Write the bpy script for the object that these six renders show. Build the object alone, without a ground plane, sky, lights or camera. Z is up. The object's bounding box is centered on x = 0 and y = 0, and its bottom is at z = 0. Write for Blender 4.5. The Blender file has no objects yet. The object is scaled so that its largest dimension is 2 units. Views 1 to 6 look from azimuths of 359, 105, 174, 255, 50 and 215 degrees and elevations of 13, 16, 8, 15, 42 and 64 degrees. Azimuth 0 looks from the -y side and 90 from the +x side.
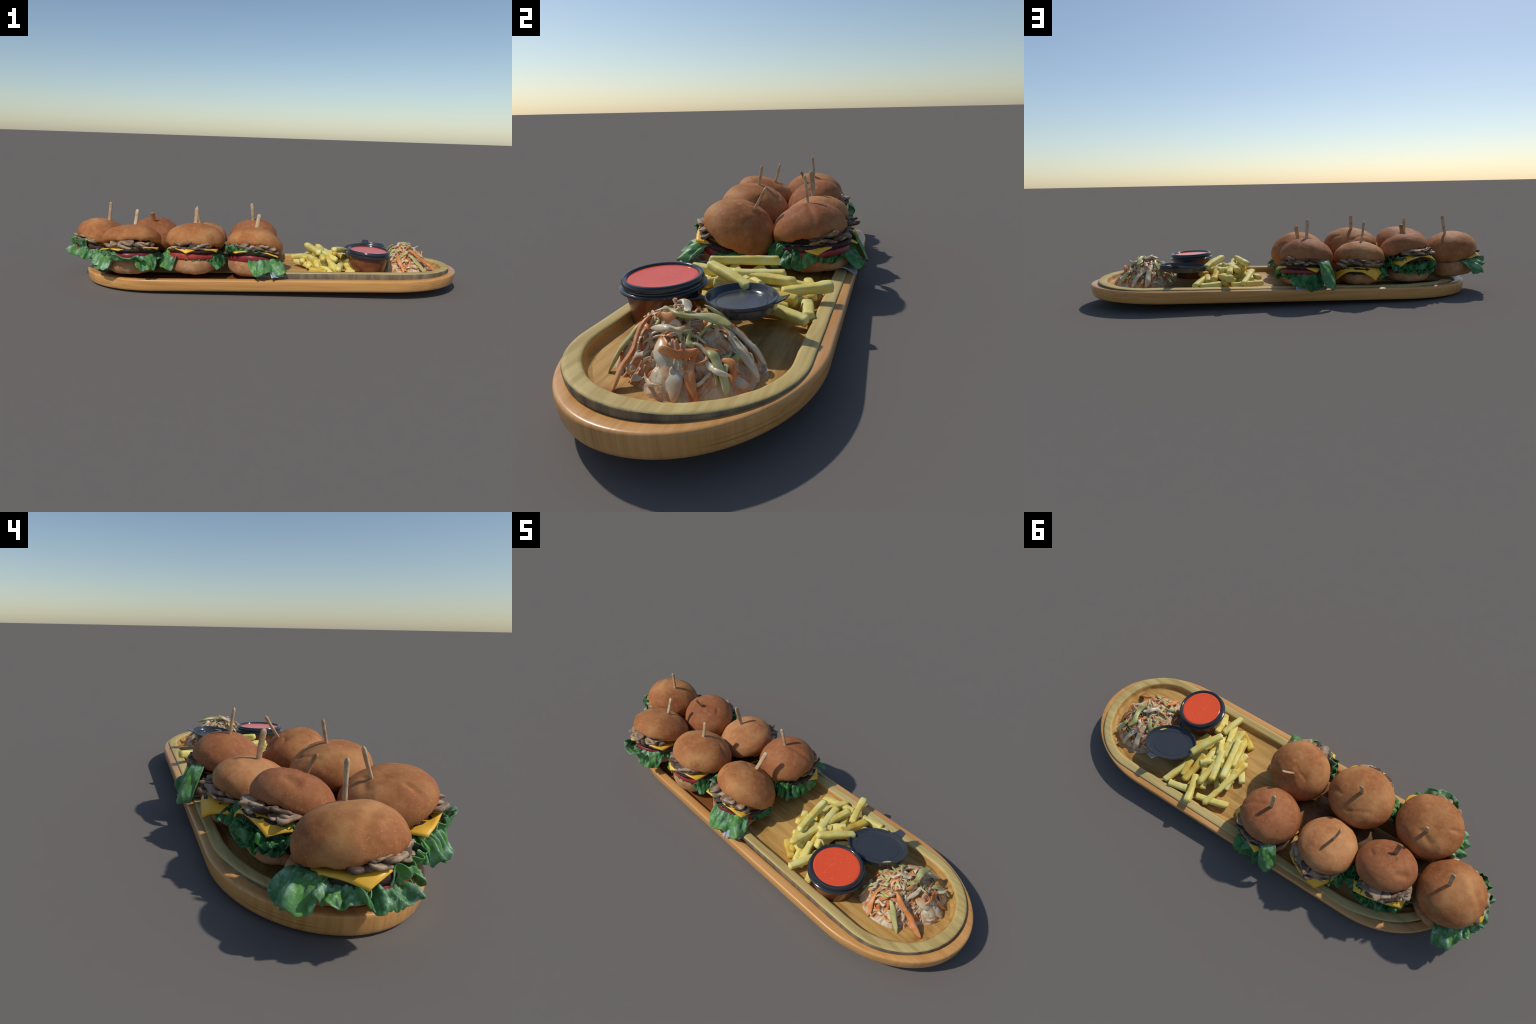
"""Slider platter: a long wooden serving board with seven mushroom-cheese sliders,
a heap of fries, a lidded sauce cup and a mound of coleslaw."""
import bpy, math, random
from mathutils import Vector, Matrix, noise

TAU = 2 * math.pi
noise.seed_set(7)


def nz(x, y=0.0, z=0.0):
    return noise.noise(Vector((x, y, z)))


def smooth(a, b, x):
    t = min(1, max(0, (x - a) / (b - a)))
    return t * t * (3 - 2 * t)


# ------------------------------------------------------------------ materials
def lin(r, g, b):
    f = lambda c: (c / 255 / 12.92) if c / 255 <= 0.04045 else ((c / 255 + 0.055) / 1.055) ** 2.4
    return (f(r), f(g), f(b), 1)


class Mat:
    """Small wrapper for building a Principled material out of nodes."""

    def __init__(self, name, rough=0.6, **kw):
        self.m = bpy.data.materials.new(name)
        self.m.use_nodes = True
        self.t = self.m.node_tree
        self.t.nodes.clear()
        self.out = self.n("ShaderNodeOutputMaterial")
        self.p = self.n("ShaderNodeBsdfPrincipled")
        self.link(self.p.outputs[0], self.out.inputs[0])
        self.p.inputs["Roughness"].default_value = rough
        for k, v in kw.items():
            self.p.inputs[k.replace("_", " ")].default_value = v
        tc = self.n("ShaderNodeTexCoord")
        self.obj = tc.outputs["Object"]
        info = self.n("ShaderNodeObjectInfo")
        self.rand = info.outputs["Random"]
        mul = self.n("ShaderNodeMath", operation="MULTIPLY")
        self.link(self.rand, mul.inputs[0])
        mul.inputs[1].default_value = 13.7
        add = self.n("ShaderNodeVectorMath", operation="ADD")
        self.link(self.obj, add.inputs[0])
        self.link(mul.outputs[0], add.inputs[1])
        self.co = add.outputs[0]

    def n(self, kind, **kw):
        x = self.t.nodes.new(kind)
        for k, v in kw.items():
            setattr(x, k, v)
        return x

    def link(self, a, b):
        self.t.links.new(a, b)

    def mapped(self, scale, rot=(0, 0, 0), co=None):
        m = self.n("ShaderNodeMapping")
        m.inputs["Scale"].default_value = scale
        m.inputs["Rotation"].default_value = rot
        self.link(co or self.co, m.inputs[0])
        return m.outputs[0]

    def noise(self, scale, detail=4, rough=0.55, co=None, dist=0.0):
        x = self.n("ShaderNodeTexNoise")
        x.inputs["Scale"].default_value = scale
        x.inputs["Detail"].default_value = detail
        x.inputs["Roughness"].default_value = rough
        x.inputs["Distortion"].default_value = dist
        self.link(co or self.co, x.inputs["Vector"])
        return x.outputs["Fac"]

    def voronoi(self, scale, co=None):
        x = self.n("ShaderNodeTexVoronoi")
        x.inputs["Scale"].default_value = scale
        self.link(co or self.co, x.inputs["Vector"])
        return x

    def ramp(self, fac, stops):
        r = self.n("ShaderNodeValToRGB")
        e = r.color_ramp.elements
        e[0].position, e[0].color = stops[0]
        e[1].position, e[1].color = stops[-1]
        for pos, col in stops[1:-1]:
            k = e.new(pos)
            k.color = col
        self.link(fac, r.inputs[0])
        return r.outputs[0]

    def mask(self, fac, a, b):
        m = self.n("ShaderNodeMapRange")
        m.interpolation_type = "SMOOTHSTEP"
        m.inputs["From Min"].default_value = a
        m.inputs["From Max"].default_value = b
        self.link(fac, m.inputs["Value"])
        return m.outputs[0]

    def mix(self, fac, a, b, blend="MIX"):
        m = self.n("ShaderNodeMix", data_type="RGBA", blend_type=blend)
        if isinstance(fac, (int, float)):
            m.inputs[0].default_value = fac
        else:
            self.link(fac, m.inputs[0])
        for sock, v in ((m.inputs[6], a), (m.inputs[7], b)):
            if isinstance(v, tuple):
                sock.default_value = v
            else:
                self.link(v, sock)
        return m.outputs[2]

    def color(self, c):
        if isinstance(c, tuple):
            self.p.inputs["Base Color"].default_value = c
        else:
            self.link(c, self.p.inputs["Base Color"])
        return self

    def bump(self, fac, strength=0.3, dist=0.004):
        b = self.n("ShaderNodeBump")
        b.inputs["Strength"].default_value = strength
        b.inputs["Distance"].default_value = dist
        self.link(fac, b.inputs["Height"])
        self.link(b.outputs[0], self.p.inputs["Normal"])
        return self

    def translucent(self, col, amount):
        t = self.n("ShaderNodeBsdfTranslucent")
        if isinstance(col, tuple):
            t.inputs[0].default_value = col
        else:
            self.link(col, t.inputs[0])
        mx = self.n("ShaderNodeMixShader")
        mx.inputs[0].default_value = amount
        self.link(self.p.outputs[0], mx.inputs[1])
        self.link(t.outputs[0], mx.inputs[2])
        self.link(mx.outputs[0], self.out.inputs[0])
        return self


def wood(name, dark, mid, light, rough, end_streak=True, spec=0.5, cracks=False):
    m = Mat(name, rough, Specular_IOR_Level=spec)
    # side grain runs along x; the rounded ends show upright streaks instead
    side = m.noise(1, 5, 0.6, m.mapped((2.2, 40, 70)), 0.6)
    end = m.noise(1, 4, 0.6, m.mapped((10, 75, 2)))
    geo = m.n("ShaderNodeTexCoord")
    sep = m.n("ShaderNodeSeparateXYZ")
    m.link(geo.outputs["Normal"], sep.inputs[0])
    ab = m.n("ShaderNodeMath", operation="ABSOLUTE")
    m.link(sep.outputs[0], ab.inputs[0])
    w = m.mask(ab.outputs[0], 0.35, 0.7)
    g = m.mix(w, side, end) if end_streak else side
    broad = m.noise(1, 3, 0.5, m.mapped((1.5, 9, 9)))
    c1 = m.ramp(g, [(0.25, dark), (0.5, mid), (0.75, light)])
    c2 = m.mix(m.mask(broad, 0.3, 0.7), (0.9, 0.88, 0.84, 1), (1, 1, 1, 1))
    c = m.mix(1.0, c1, c2, "MULTIPLY")
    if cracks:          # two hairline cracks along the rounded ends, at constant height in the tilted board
        pos = m.n("ShaderNodeSeparateXYZ")
        m.link(m.obj, pos.inputs[0])

        def math_node(op, a, b):
            k = m.n("ShaderNodeMath", operation=op)
            for sock, val in zip(k.inputs, (a, b)):
                if isinstance(val, (int, float)):
                    sock.default_value = val
                else:
                    m.link(val, sock)
            return k.outputs[0]

        h = math_node("SUBTRACT", pos.outputs[2], math_node("MULTIPLY", pos.outputs[0], 0.0225))
        far = math_node("ABSOLUTE", pos.outputs[0], 0)
        ends = math_node("MULTIPLY", m.mask(far, 0.74, 0.78), m.mask(far, 0.92, 0.89))
        for height, strength in ((0.0445, 0.65), (0.0545, 0.3)):
            d = math_node("ABSOLUTE", math_node("SUBTRACT", h, height), 0)
            line = math_node("MULTIPLY", m.mask(d, 0.0012, 0.0004), ends)
            c = m.mix(math_node("MULTIPLY", line, strength), c, lin(96, 62, 30))
    m.color(c).bump(g, 0.12, 0.002)
    return m.m


M = {}
M["base_wood"] = wood("oiled_orange_wood", lin(196, 134, 72), lin(218, 160, 94), lin(228, 174, 110), 0.3, cracks=True)
M["recess_shade_tint"] = wood("shade_darkened_recess", lin(104, 62, 32), lin(134, 84, 44), lin(156, 102, 56), 0.5, False, 0.3)  # board wood darkened in base colour for the burgers' shade over the recess
M["rim_wood"] = wood("pale_olive_wood", lin(172, 144, 84), lin(203, 177, 113), lin(216, 194, 132), 0.62, True, 0.3)


def floor_wood():
    m = Mat("tray_floor_wood", 0.6, Specular_IOR_Level=0.3)
    g = m.noise(1, 5, 0.6, m.mapped((3, 36, 20), (0, 0, 0.25)), 0.8)
    blot = m.noise(7, 4)
    c = m.ramp(g, [(0.28, lin(160, 116, 56)), (0.5, lin(196, 152, 84)), (0.72, lin(214, 174, 108))])
    m.color(m.mix(m.mask(blot, 0.52, 0.75), c, lin(150, 102, 44))).bump(g, 0.1, 0.002)
    return m.m


M["floor_wood"] = floor_wood()


def rim_side():
    m = Mat("weathered_rim_edge", 0.7, Specular_IOR_Level=0.3)
    g = m.noise(1, 4, 0.6, m.mapped((26, 40, 3)))
    m.color(m.ramp(g, [(0.3, lin(84, 78, 72)), (0.5, lin(124, 110, 88)), (0.7, lin(150, 132, 100))]))
    return m.m


M["rim_edge"] = rim_side()


def bun(name, base, tan, brown):
    m = Mat(name, 0.68, Specular_IOR_Level=0.18)
    big = m.noise(7, 4, 0.6)
    fine = m.noise(45, 3, 0.6)
    c = m.ramp(big, [(0.3, brown), (0.48, base), (0.68, tan)])
    c = m.mix(m.mask(fine, 0.45, 0.75), c, m.mix(0.45, c, tan))
    speck = m.mask(m.noise(260, 2, 0.5), 0.6, 0.78)
    c = m.mix(speck, c, m.mix(0.55, c, lin(220, 176, 132)))
    dark = m.mask(m.noise(13, 6, 0.75), 0.58, 0.76)
    c = m.mix(dark, c, m.mix(0.6, c, lin(120, 66, 38)))
    m.color(c).bump(m.noise(90, 4, 0.6), 0.18, 0.003)
    return m.m


M["crown"] = bun("toasted_bun_crust", lin(170, 108, 63), lin(194, 138, 86), lin(148, 85, 48))
M["crown_pale"] = bun("pale_bun_crust", lin(180, 120, 74), lin(204, 150, 100), lin(156, 95, 58))
M["crown_ruddy"] = bun("ruddy_bun_crust", lin(158, 98, 61), lin(178, 121, 78), lin(138, 80, 48))  # browns lowered partway toward the shade baked into the back-row buns
M["heel"] = bun("bun_heel_crust", lin(176, 124, 84), lin(204, 164, 124), lin(150, 94, 58))
M["crumb"] = Mat("bun_crumb", 0.85).color(lin(150, 118, 88)).m


def lettuce(name, dark, green, vivid, pale):
    m = Mat(name, 0.42, Specular_IOR_Level=0.4)
    a = m.noise(14, 4, 0.6)
    b = m.noise(23, 4, 0.65, m.mapped((1, 1, 1), (1, 2, 3)))
    c = m.ramp(a, [(0.3, dark), (0.47, green), (0.6, vivid), (0.74, green)])
    c = m.mix(m.mask(b, 0.46, 0.66), c, pale)
    veins = m.noise(1, 3, 0.6, m.mapped((75, 75, 22)), 1.5)
    c = m.mix(m.mask(veins, 0.6, 0.72), c, m.mix(0.5, c, pale))
    m.color(c).bump(m.noise(70, 3, 0.6), 0.4, 0.004)
    m.translucent(c, 0.12)
    return m.m


M["lettuce"] = lettuce("ruffled_lettuce", lin(48, 90, 46), lin(90, 140, 88), lin(96, 152, 64), lin(150, 186, 150))
M["lettuce_dark"] = lettuce("deep_green_lettuce", lin(24, 66, 34), lin(48, 106, 56), lin(70, 134, 60), lin(104, 154, 110))


def simple(name, stops, scale, rough, bump=0.2, spec=0.4, detail=4, dist=0.004, **kw):
    m = Mat(name, rough, Specular_IOR_Level=spec, **kw)
    m.color(m.ramp(m.noise(scale, detail, 0.6), stops))
    if bump:
        m.bump(m.noise(scale * 3, 4, 0.6), bump, dist)
    return m.m


M["patty"] = simple("grilled_beef", [(0.3, lin(40, 28, 28)), (0.55, lin(66, 48, 44)), (0.75, lin(96, 68, 56))], 40, 0.6, 0.8, 0.3)
M["tomato"] = simple("tomato_flesh", [(0.3, lin(140, 48, 46)), (0.5, lin(178, 62, 54)), (0.75, lin(206, 98, 80))], 12, 0.3, 0.1)
M["tomato_dark"] = simple("dark_tomato", [(0.3, lin(110, 36, 44)), (0.55, lin(142, 48, 52)), (0.8, lin(170, 72, 70))], 12, 0.3, 0.1)
M["cheese"] = simple("melted_cheddar", [(0.3, lin(240, 176, 44)), (0.6, lin(246, 194, 70)), (0.85, lin(240, 208, 110))], 9, 0.4, 0.05)
M["mushroom"] = simple("sauteed_mushroom", [(0.28, lin(84, 64, 52)), (0.44, lin(136, 110, 88)), (0.6, lin(180, 154, 126)), (0.78, lin(208, 186, 158))], 22, 0.55, 0.1, 0.25)
M["mushroom_dark"] = simple("dark_mushroom", [(0.3, lin(56, 44, 40)), (0.55, lin(104, 82, 68)), (0.75, lin(166, 138, 112))], 22, 0.55, 0.1, 0.25)
M["pick"] = simple("pale_pick_wood", [(0.3, lin(170, 134, 98)), (0.6, lin(208, 180, 140)), (0.8, lin(224, 204, 170))], 30, 0.6, 0.1)
M["pick_brown"] = simple("stained_pick_wood", [(0.3, lin(136, 86, 50)), (0.7, lin(186, 136, 84))], 30, 0.6, 0.1)
M["fry"] = simple("fried_potato", [(0.26, lin(216, 176, 70)), (0.45, lin(228, 208, 112)), (0.62, lin(232, 222, 142)), (0.8, lin(236, 230, 170))], 15, 0.55, 0.12, 0.3)
M["fry_golden"] = simple("golden_potato", [(0.3, lin(206, 164, 66)), (0.55, lin(222, 192, 88)), (0.8, lin(230, 210, 124))], 15, 0.55, 0.12, 0.3)
M["fry_bits"] = simple("browned_fry_bits", [(0.3, lin(170, 122, 56)), (0.5, lin(206, 172, 88)), (0.75, lin(224, 206, 124))], 22, 0.6, 0.2, 0.3)
M["plastic"] = Mat("black_plastic", 0.14, Specular_IOR_Level=0.6).color(lin(44, 48, 54)).m
M["lid_plastic"] = Mat("lid_plastic", 0.2, Specular_IOR_Level=0.5).color(lin(60, 64, 70)).m
M["cup_plastic"] = simple("sauce_filled_cup_wall", [(0.3, lin(98, 54, 34)), (0.55, lin(130, 74, 48)), (0.8, lin(158, 96, 66))], 14, 0.18, 0, 0.5)
M["paper"] = simple("greaseproof_paper", [(0.3, lin(150, 160, 172)), (0.7, lin(200, 204, 206))], 18, 0.6, 0.1)


M["greasy_paper"] = simple("greasy_brown_paper", [(0.3, lin(92, 66, 40)), (0.5, lin(132, 98, 60)), (0.75, lin(164, 128, 84))], 12, 0.6, 0.3)


def sauce():
    m = Mat("red_dressing", 0.16, Specular_IOR_Level=0.5)
    c = m.mix(m.mask(m.noise(170, 2, 0.5), 0.64, 0.72), lin(238, 88, 50), lin(236, 126, 70))
    m.color(c).bump(m.noise(60, 2), 0.03, 0.002)
    return m.m


M["sauce"] = sauce()
M["cream"] = simple("dressed_cabbage", [(0.3, lin(200, 148, 100)), (0.46, lin(210, 184, 144)), (0.6, lin(216, 204, 178)), (0.75, lin(222, 216, 204))], 20, 0.35, 0.1)
M["cabbage"] = simple("green_cabbage", [(0.3, lin(150, 142, 76)), (0.55, lin(192, 186, 122)), (0.8, lin(214, 208, 164))], 20, 0.4, 0.1)
M["carrot"] = simple("shredded_carrot", [(0.3, lin(190, 102, 46)), (0.5, lin(218, 136, 74)), (0.72, lin(222, 180, 136))], 20, 0.4, 0.1)


def slaw_mix():
    m = Mat("dressed_slaw", 0.4, Specular_IOR_Level=0.4)
    v = m.voronoi(42, m.mapped((1, 1, 1.4)))
    g = m.noise(17, 5, 0.65, None, 1.2)
    c = m.ramp(g, [(0.28, lin(128, 86, 58)), (0.4, lin(192, 128, 82)), (0.48, lin(204, 166, 126)), (0.56, lin(208, 194, 168)), (0.7, lin(190, 180, 124))])
    sep = m.n("ShaderNodeSeparateColor")
    m.link(v.outputs["Color"], sep.inputs[0])
    c = m.mix(m.mask(sep.outputs[0], 0.88, 0.9), c, m.mix(0.5, c, lin(206, 124, 66)))
    m.color(c).bump(m.noise(60, 4, 0.6), 0.5, 0.006)
    return m.m


M["slaw"] = slaw_mix()

# ------------------------------------------------------------------ mesh helpers
ALL = []


def empty(name, loc, label, category):
    o = bpy.data.objects.new(name, None)
    bpy.context.scene.collection.objects.link(o)
    o.location = loc
    o.empty_display_size = 0.05
    o["label"], o["category"] = label, category
    return o


def add(name, mesh, parent=None, loc=(0, 0, 0), rot=None, scale=None):
    o = bpy.data.objects.new(name, mesh)
    bpy.context.scene.collection.objects.link(o)
    o.parent = parent
    o.location = loc
    if rot is not None:
        o.rotation_euler = rot
    if scale is not None:
        o.scale = scale
    return o


def mesh(name, verts, faces, mat, flat=False):
    me = bpy.data.meshes.new(name)
    me.from_pydata([tuple(v) for v in verts], [], faces)
    for k in mat if isinstance(mat, list) else [mat]:
        me.materials.append(k)
    me.validate()
    if not flat:
        me.polygons.foreach_set("use_smooth", [True] * len(me.polygons))
    me.update()
    return me


def grid_faces(rows, cols, close_u=False, flip=False):
    """faces of a rows x cols vertex grid; close_u joins the last column to the first"""
    f = []
    for i in range(rows - 1):
        for j in range(cols if close_u else cols - 1):
            a, b = i * cols + j, i * cols + (j + 1) % cols
            q = (a, b, b + cols, a + cols)
            f.append(q[::-1] if flip else q)
    return f


def tilt(phi, tau):
    """rotation that lifts the side facing direction phi (degrees) by tau radians"""
    p = math.radians(phi)
    return Matrix.Rotation(tau, 3, Vector((math.sin(p), -math.cos(p), 0)))


# ------------------------------------------------------------------ serving board
def stadium(cx, cy, length, half, n=56, straight=60, stretch=1.0, stretch_left=None):
    """closed plan outline of a round-ended board: (point, outward normal), counter-clockwise"""
    sl = stretch_left or stretch
    x1, x0 = cx + length / 2 - half * stretch, cx - length / 2 + half * sl
    pts = []
    for k in range(n + 1):
        a = -math.pi / 2 + math.pi * k / n
        pts.append(((x1 + half * stretch * math.cos(a), cy + half * math.sin(a)), (math.cos(a), math.sin(a))))
    for k in range(1, straight):
        pts.append(((x1 + (x0 - x1) * k / straight, cy + half), (0, 1)))
    for k in range(n + 1):
        a = math.pi / 2 + math.pi * k / n
        pts.append(((x0 + half * sl * math.cos(a), cy + half * math.sin(a)), (math.cos(a), math.sin(a))))
    for k in range(1, straight):
        pts.append(((x0 + (x1 - x0) * k / straight, cy - half), (0, -1)))
    return pts


def ring_loft(outline, profile, lift):
    """sweep a (inset, height) profile round the outline; lift(x, y) adds the tilt of the board"""
    v = []
    for d, h in profile:
        for (px, py), (nx, ny) in outline:
            x, y = px - nx * d, py - ny * d
            v.append((x, y, h + lift(x, y)))
    return v


def base_lift(x, y):
    return 0.0205 + 0.0225 * x


def tray_lift(x, y):
    return 0.0970 + 0.0245 * x - 0.041 * y


board = empty("serving_board", (0.05, 0.0225, 0.0), "long round-ended wooden serving board with raised rim", "serving board")


def local(verts, base):
    return [(x - base.location.x, y - base.location.y, z - base.location.z) for x, y, z in verts]


def build_base():
    out = stadium(0.0575, 0.0215, 1.889, 0.2965, stretch=1.32)
    n = len(out)
    H = 0.059
    prof = [(0.2, 0.002), (0.05, 0.0), (0.02, 0.0), (0.012, 0.002), (0.007, 0.006), (0.004, 0.014), (0.0015, 0.03), (0.0, 0.048),
            (0.0003, 0.0525), (0.0015, 0.0555), (0.0035, 0.0575), (0.0065, H - 0.0004), (0.010, H), (0.02, H + 0.0005), (0.030, H), (0.036, H - 0.001), (0.040, H - 0.004), (0.043, H - 0.010),
            (0.046, H - 0.018), (0.05, H - 0.022), (0.06, H - 0.024), (0.2, H - 0.024)]
    v = ring_loft(out, prof, base_lift)
    yaw = 0.006
    v = [(x - yaw * (y - 0.02), y + yaw * (x - 0.0575), max(0.0, z)) for x, y, z in v]
    f = grid_faces(len(prof), n, True)
    f.append(tuple(range(n))[::-1])
    f.append(tuple((len(prof) - 1) * n + k for k in range(n)))
    me = mesh("base_tray", local(v, board), f, [M["base_wood"], M["recess_shade_tint"]])
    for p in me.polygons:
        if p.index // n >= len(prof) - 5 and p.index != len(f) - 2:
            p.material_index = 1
    add("base_tray", me, board)


def build_rim():
    """upper olive-coloured rim: runs from the front near the fries, round the right end, along the back to the left end"""
    out = stadium(0.0655, 0.029, 1.801, 0.264, stretch=1.02, stretch_left=1.5)
    n = len(out)
    # keep from front x>-0.02 counter-clockwise to the left end
    start = next(i for i in range(n) if out[i][1] == (0, -1) and out[i][0][0] > -0.03 and i > n // 2)
    stop = next(i for i in range(n) if out[i][0][0] < -0.78 and out[i][0][1] < 0.12)
    idx = list(range(start, n)) + list(range(0, stop))
    path = [out[i] for i in idx]
    m = len(path)
    prof = [(0.004, -0.05), (0.002, -0.024), (0.0, -0.008), (0.0015, -0.003), (0.005, -0.0005), (0.012, 0.0), (0.03, 0.0), (0.036, -0.0005), (0.039, -0.003), (0.041, -0.008),
            (0.043, -0.016), (0.046, -0.022), (0.052, -0.026), (0.062, -0.0275), (0.07, -0.04)]
    v = []
    for k, (d, h) in enumerate(prof):
        for j, ((px, py), (nx, ny)) in enumerate(path):
            w = 0.0016 * nz(px * 9, py * 9, k * 0.3) + 0.0008 * nz(px * 30, py * 30, 5 + k)
            # at the open ends the rim thins away
            e = min(1.0, min(j, m - 1 - j) / 5)
            x, y = px - nx * (d + w), py - ny * (d + w)
            v.append((x, y, h + tray_lift(x, y) + w * 0.8 - 0.02 * (1 - e) ** 2))
    f = grid_faces(len(prof), m)
    me = mesh("rim", local(v, board), f, [M["rim_wood"], M["rim_edge"], M["floor_wood"]])
    for p in me.polygons:
        row = p.index // (m - 1)
        p.material_index = 1 if row <= 2 else (2 if row >= 9 else 0)
    add("raised_rim", me, board)


def build_floor():
    nx, ny = 90, 36
    v = []
    for i in range(ny + 1):
        for j in range(nx + 1):
            a = j / nx
            x = -0.70 + (0.935 + 0.70) * a
            r, cx = 0.215, 0.935 - 0.215
            hw = math.sqrt(max(0.0004, r * r - max(0, x - cx) ** 2))
            lo, hi = 0.029 - hw, 0.029 + hw
            lo += 0.10 * smooth(0.0, -0.1, x) + 0.06 * smooth(-0.5, -0.7, x)
            hi -= 0.02 * smooth(-0.4, -0.7, x)
            y = lo + (hi - lo) * i / ny
            v.append((x, y, tray_lift(x, y) - 0.0265 + 0.0012 * nz(x * 7, y * 7, 3)))
    add("tray_floor", mesh("tray_floor", local(v, board), grid_faces(ny + 1, nx + 1), M["floor_wood"]), board).modifiers.new("thick", "SOLIDIFY").thickness = 0.008


build_base()
build_rim()
build_floor()


# ------------------------------------------------------------------ burgers
def revolve_rings(rings, seg=72):
    """rings: list of functions theta -> (x, y, z); caps both ends to a point"""
    v, f = [], []
    for r in rings:
        v += [r(TAU * j / seg) for j in range(seg)]
    f = grid_faces(len(rings), seg, True)
    v.append(tuple(sum(c) / seg for c in zip(*v[:seg])))
    top = len(v) - 1
    f += [((j + 1) % seg, j, top) for j in range(seg)]
    o = (len(rings) - 1) * seg
    v.append(tuple(sum(c) / seg for c in zip(*v[o:o + seg])))
    bot = len(v) - 1
    f += [(o + j, o + (j + 1) % seg, bot) for j in range(seg)]
    return v, f


def crown_mesh(name, rx, ry, rz, phi, tau, mat, seed, creases):
    R = tilt(phi, tau)
    seg, prof = 96, []
    for k in range(1, 31):                       # upper dome
        a = (k / 30) * math.pi / 2
        prof.append((math.sin(a) ** 0.97, math.cos(a) ** 0.93, 1))
    for c, z in ((0.995, -0.07), (0.975, -0.14), (0.94, -0.20), (0.89, -0.23), (0.82, -0.2), (0.7, -0.12), (0.4, -0.06), (0.12, -0.05)):
        prof.append((c, z, 0))
    v = []
    for c, z, up in prof:
        for j in range(seg):
            t = TAU * j / seg
            p = Vector((c * math.cos(t) * rx, c * math.sin(t) * ry, z * rz))
            nrm = Vector((p.x / rx ** 2, p.y / ry ** 2, max(p.z, -0.3 * rz) / rz ** 2)).normalized()
            q = p * 9 + Vector((seed * 3.1, seed, 0))
            d = 0.0045 * nz(*q) + 0.0022 * nz(*(q * 2.6)) + 0.0008 * nz(*(q * 7))
            if not up:                           # ragged lower edge
                p.z += 0.010 * nz(math.cos(t) * 2.2 + seed, math.sin(t) * 2.2, 4) + 0.005 * nz(math.cos(t) * 7, math.sin(t) * 7, seed)
                d *= 0.5
            for (ax, ay, bx, by, depth, w) in creases:   # folds in the crust, in plan units of the radius
                ux, uy = p.x / rx, p.y / ry
                dx, dy = bx - ax, by - ay
                L = dx * dx + dy * dy
                s = ((ux - ax) * dx + (uy - ay) * dy) / L
                sc = min(1, max(0, s))
                dist = math.hypot(ux - ax - sc * dx, uy - ay - sc * dy) + 0.05 * nz(ux * 5, uy * 5, seed)
                d -= depth * math.exp(-(dist / w) ** 2) * up
            v.append(R @ (p + nrm * d))
    f = grid_faces(len(prof), seg, True, flip=True)
    v.append(R @ Vector((0, 0, rz + 0.006 * nz(seed * 3.1, seed, 9 * rz) + 0.0005)))
    f += [(j, (j + 1) % seg, len(v) - 1) for j in range(seg)]
    o = (len(prof) - 1) * seg
    v.append(R @ Vector((0, 0, -0.05 * rz)))
    f += [(o + (j + 1) % seg, o + j, len(v) - 1) for j in range(seg)]
    return mesh(name, v, f, mat)


def disc_mesh(name, r, z_of, thick, mat, seed, rough=0.004, edge=0.35, fine=9, offset=(0, 0), seg=72, bow=0.0):
    """round slab (patty, tomato slice, bun heel); z_of(x, y) is the height of its underside"""
    prof = []
    for k in range(7):
        a = -math.pi / 2 + math.pi * k / 6
        prof.append((1 - edge * thick / r * (1 - math.cos(a)), 0.5 + 0.5 * math.sin(a)))
    prof = [(0.35, 0), (0.75, 0)] + prof + [(0.75, 1), (0.35, 1)]
    rings = []
    for c, h in prof:
        def ring(t, c=c, h=h):
            w = 1 + rough / r * (nz(math.cos(t) * 2 + seed, math.sin(t) * 2, h) * 1.6 + nz(math.cos(t) * fine + seed, math.sin(t) * fine, h * 3) * 0.7)
            x, y = c * w * r * math.cos(t), c * w * r * math.sin(t)
            z = z_of(x + offset[0], y + offset[1]) + h * thick + rough * 0.5 * nz(x * 60, y * 60, seed + h)
            z += bow * c * c * (1 if h < 0.5 else 0)
            return (x + offset[0], y + offset[1], z)
        rings.append(ring)
    v, f = revolve_rings(rings, seg)
    return mesh(name, v, f, mat)


def heel_mesh(name, r, z0, z1, off, phi, tau, seed, mat):
    prof = [(0.3, 0), (0.62, 0.0), (0.78, 0.03), (0.90, 0.14), (0.98, 0.34), (1.0, 0.55), (0.985, 0.78), (0.94, 0.95), (0.86, 1.0), (0.5, 1.0), (0.2, 1.0)]
    R = tilt(phi, tau)
    rings = []
    for c, h in prof:
        def ring(t, c=c, h=h):
            w = 1 + 0.035 * nz(math.cos(t) * 1.4 + seed, math.sin(t) * 1.4, h) + 0.02 * nz(math.cos(t) * 5 + seed, math.sin(t) * 5, h * 2)
            p = R @ Vector((c * w * r * math.cos(t), c * w * r * math.sin(t), (h - 0.5) * (z1 - z0) + 0.005 * nz(math.cos(t) * 3, math.sin(t) * 3, seed + h) * (0.3 < c)))
            return (p.x + off[0], p.y + off[1], p.z + (z0 + z1) / 2)
        rings.append(ring)
    v, f = revolve_rings(rings)
    return mesh(name, v, f, mat)


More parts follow.
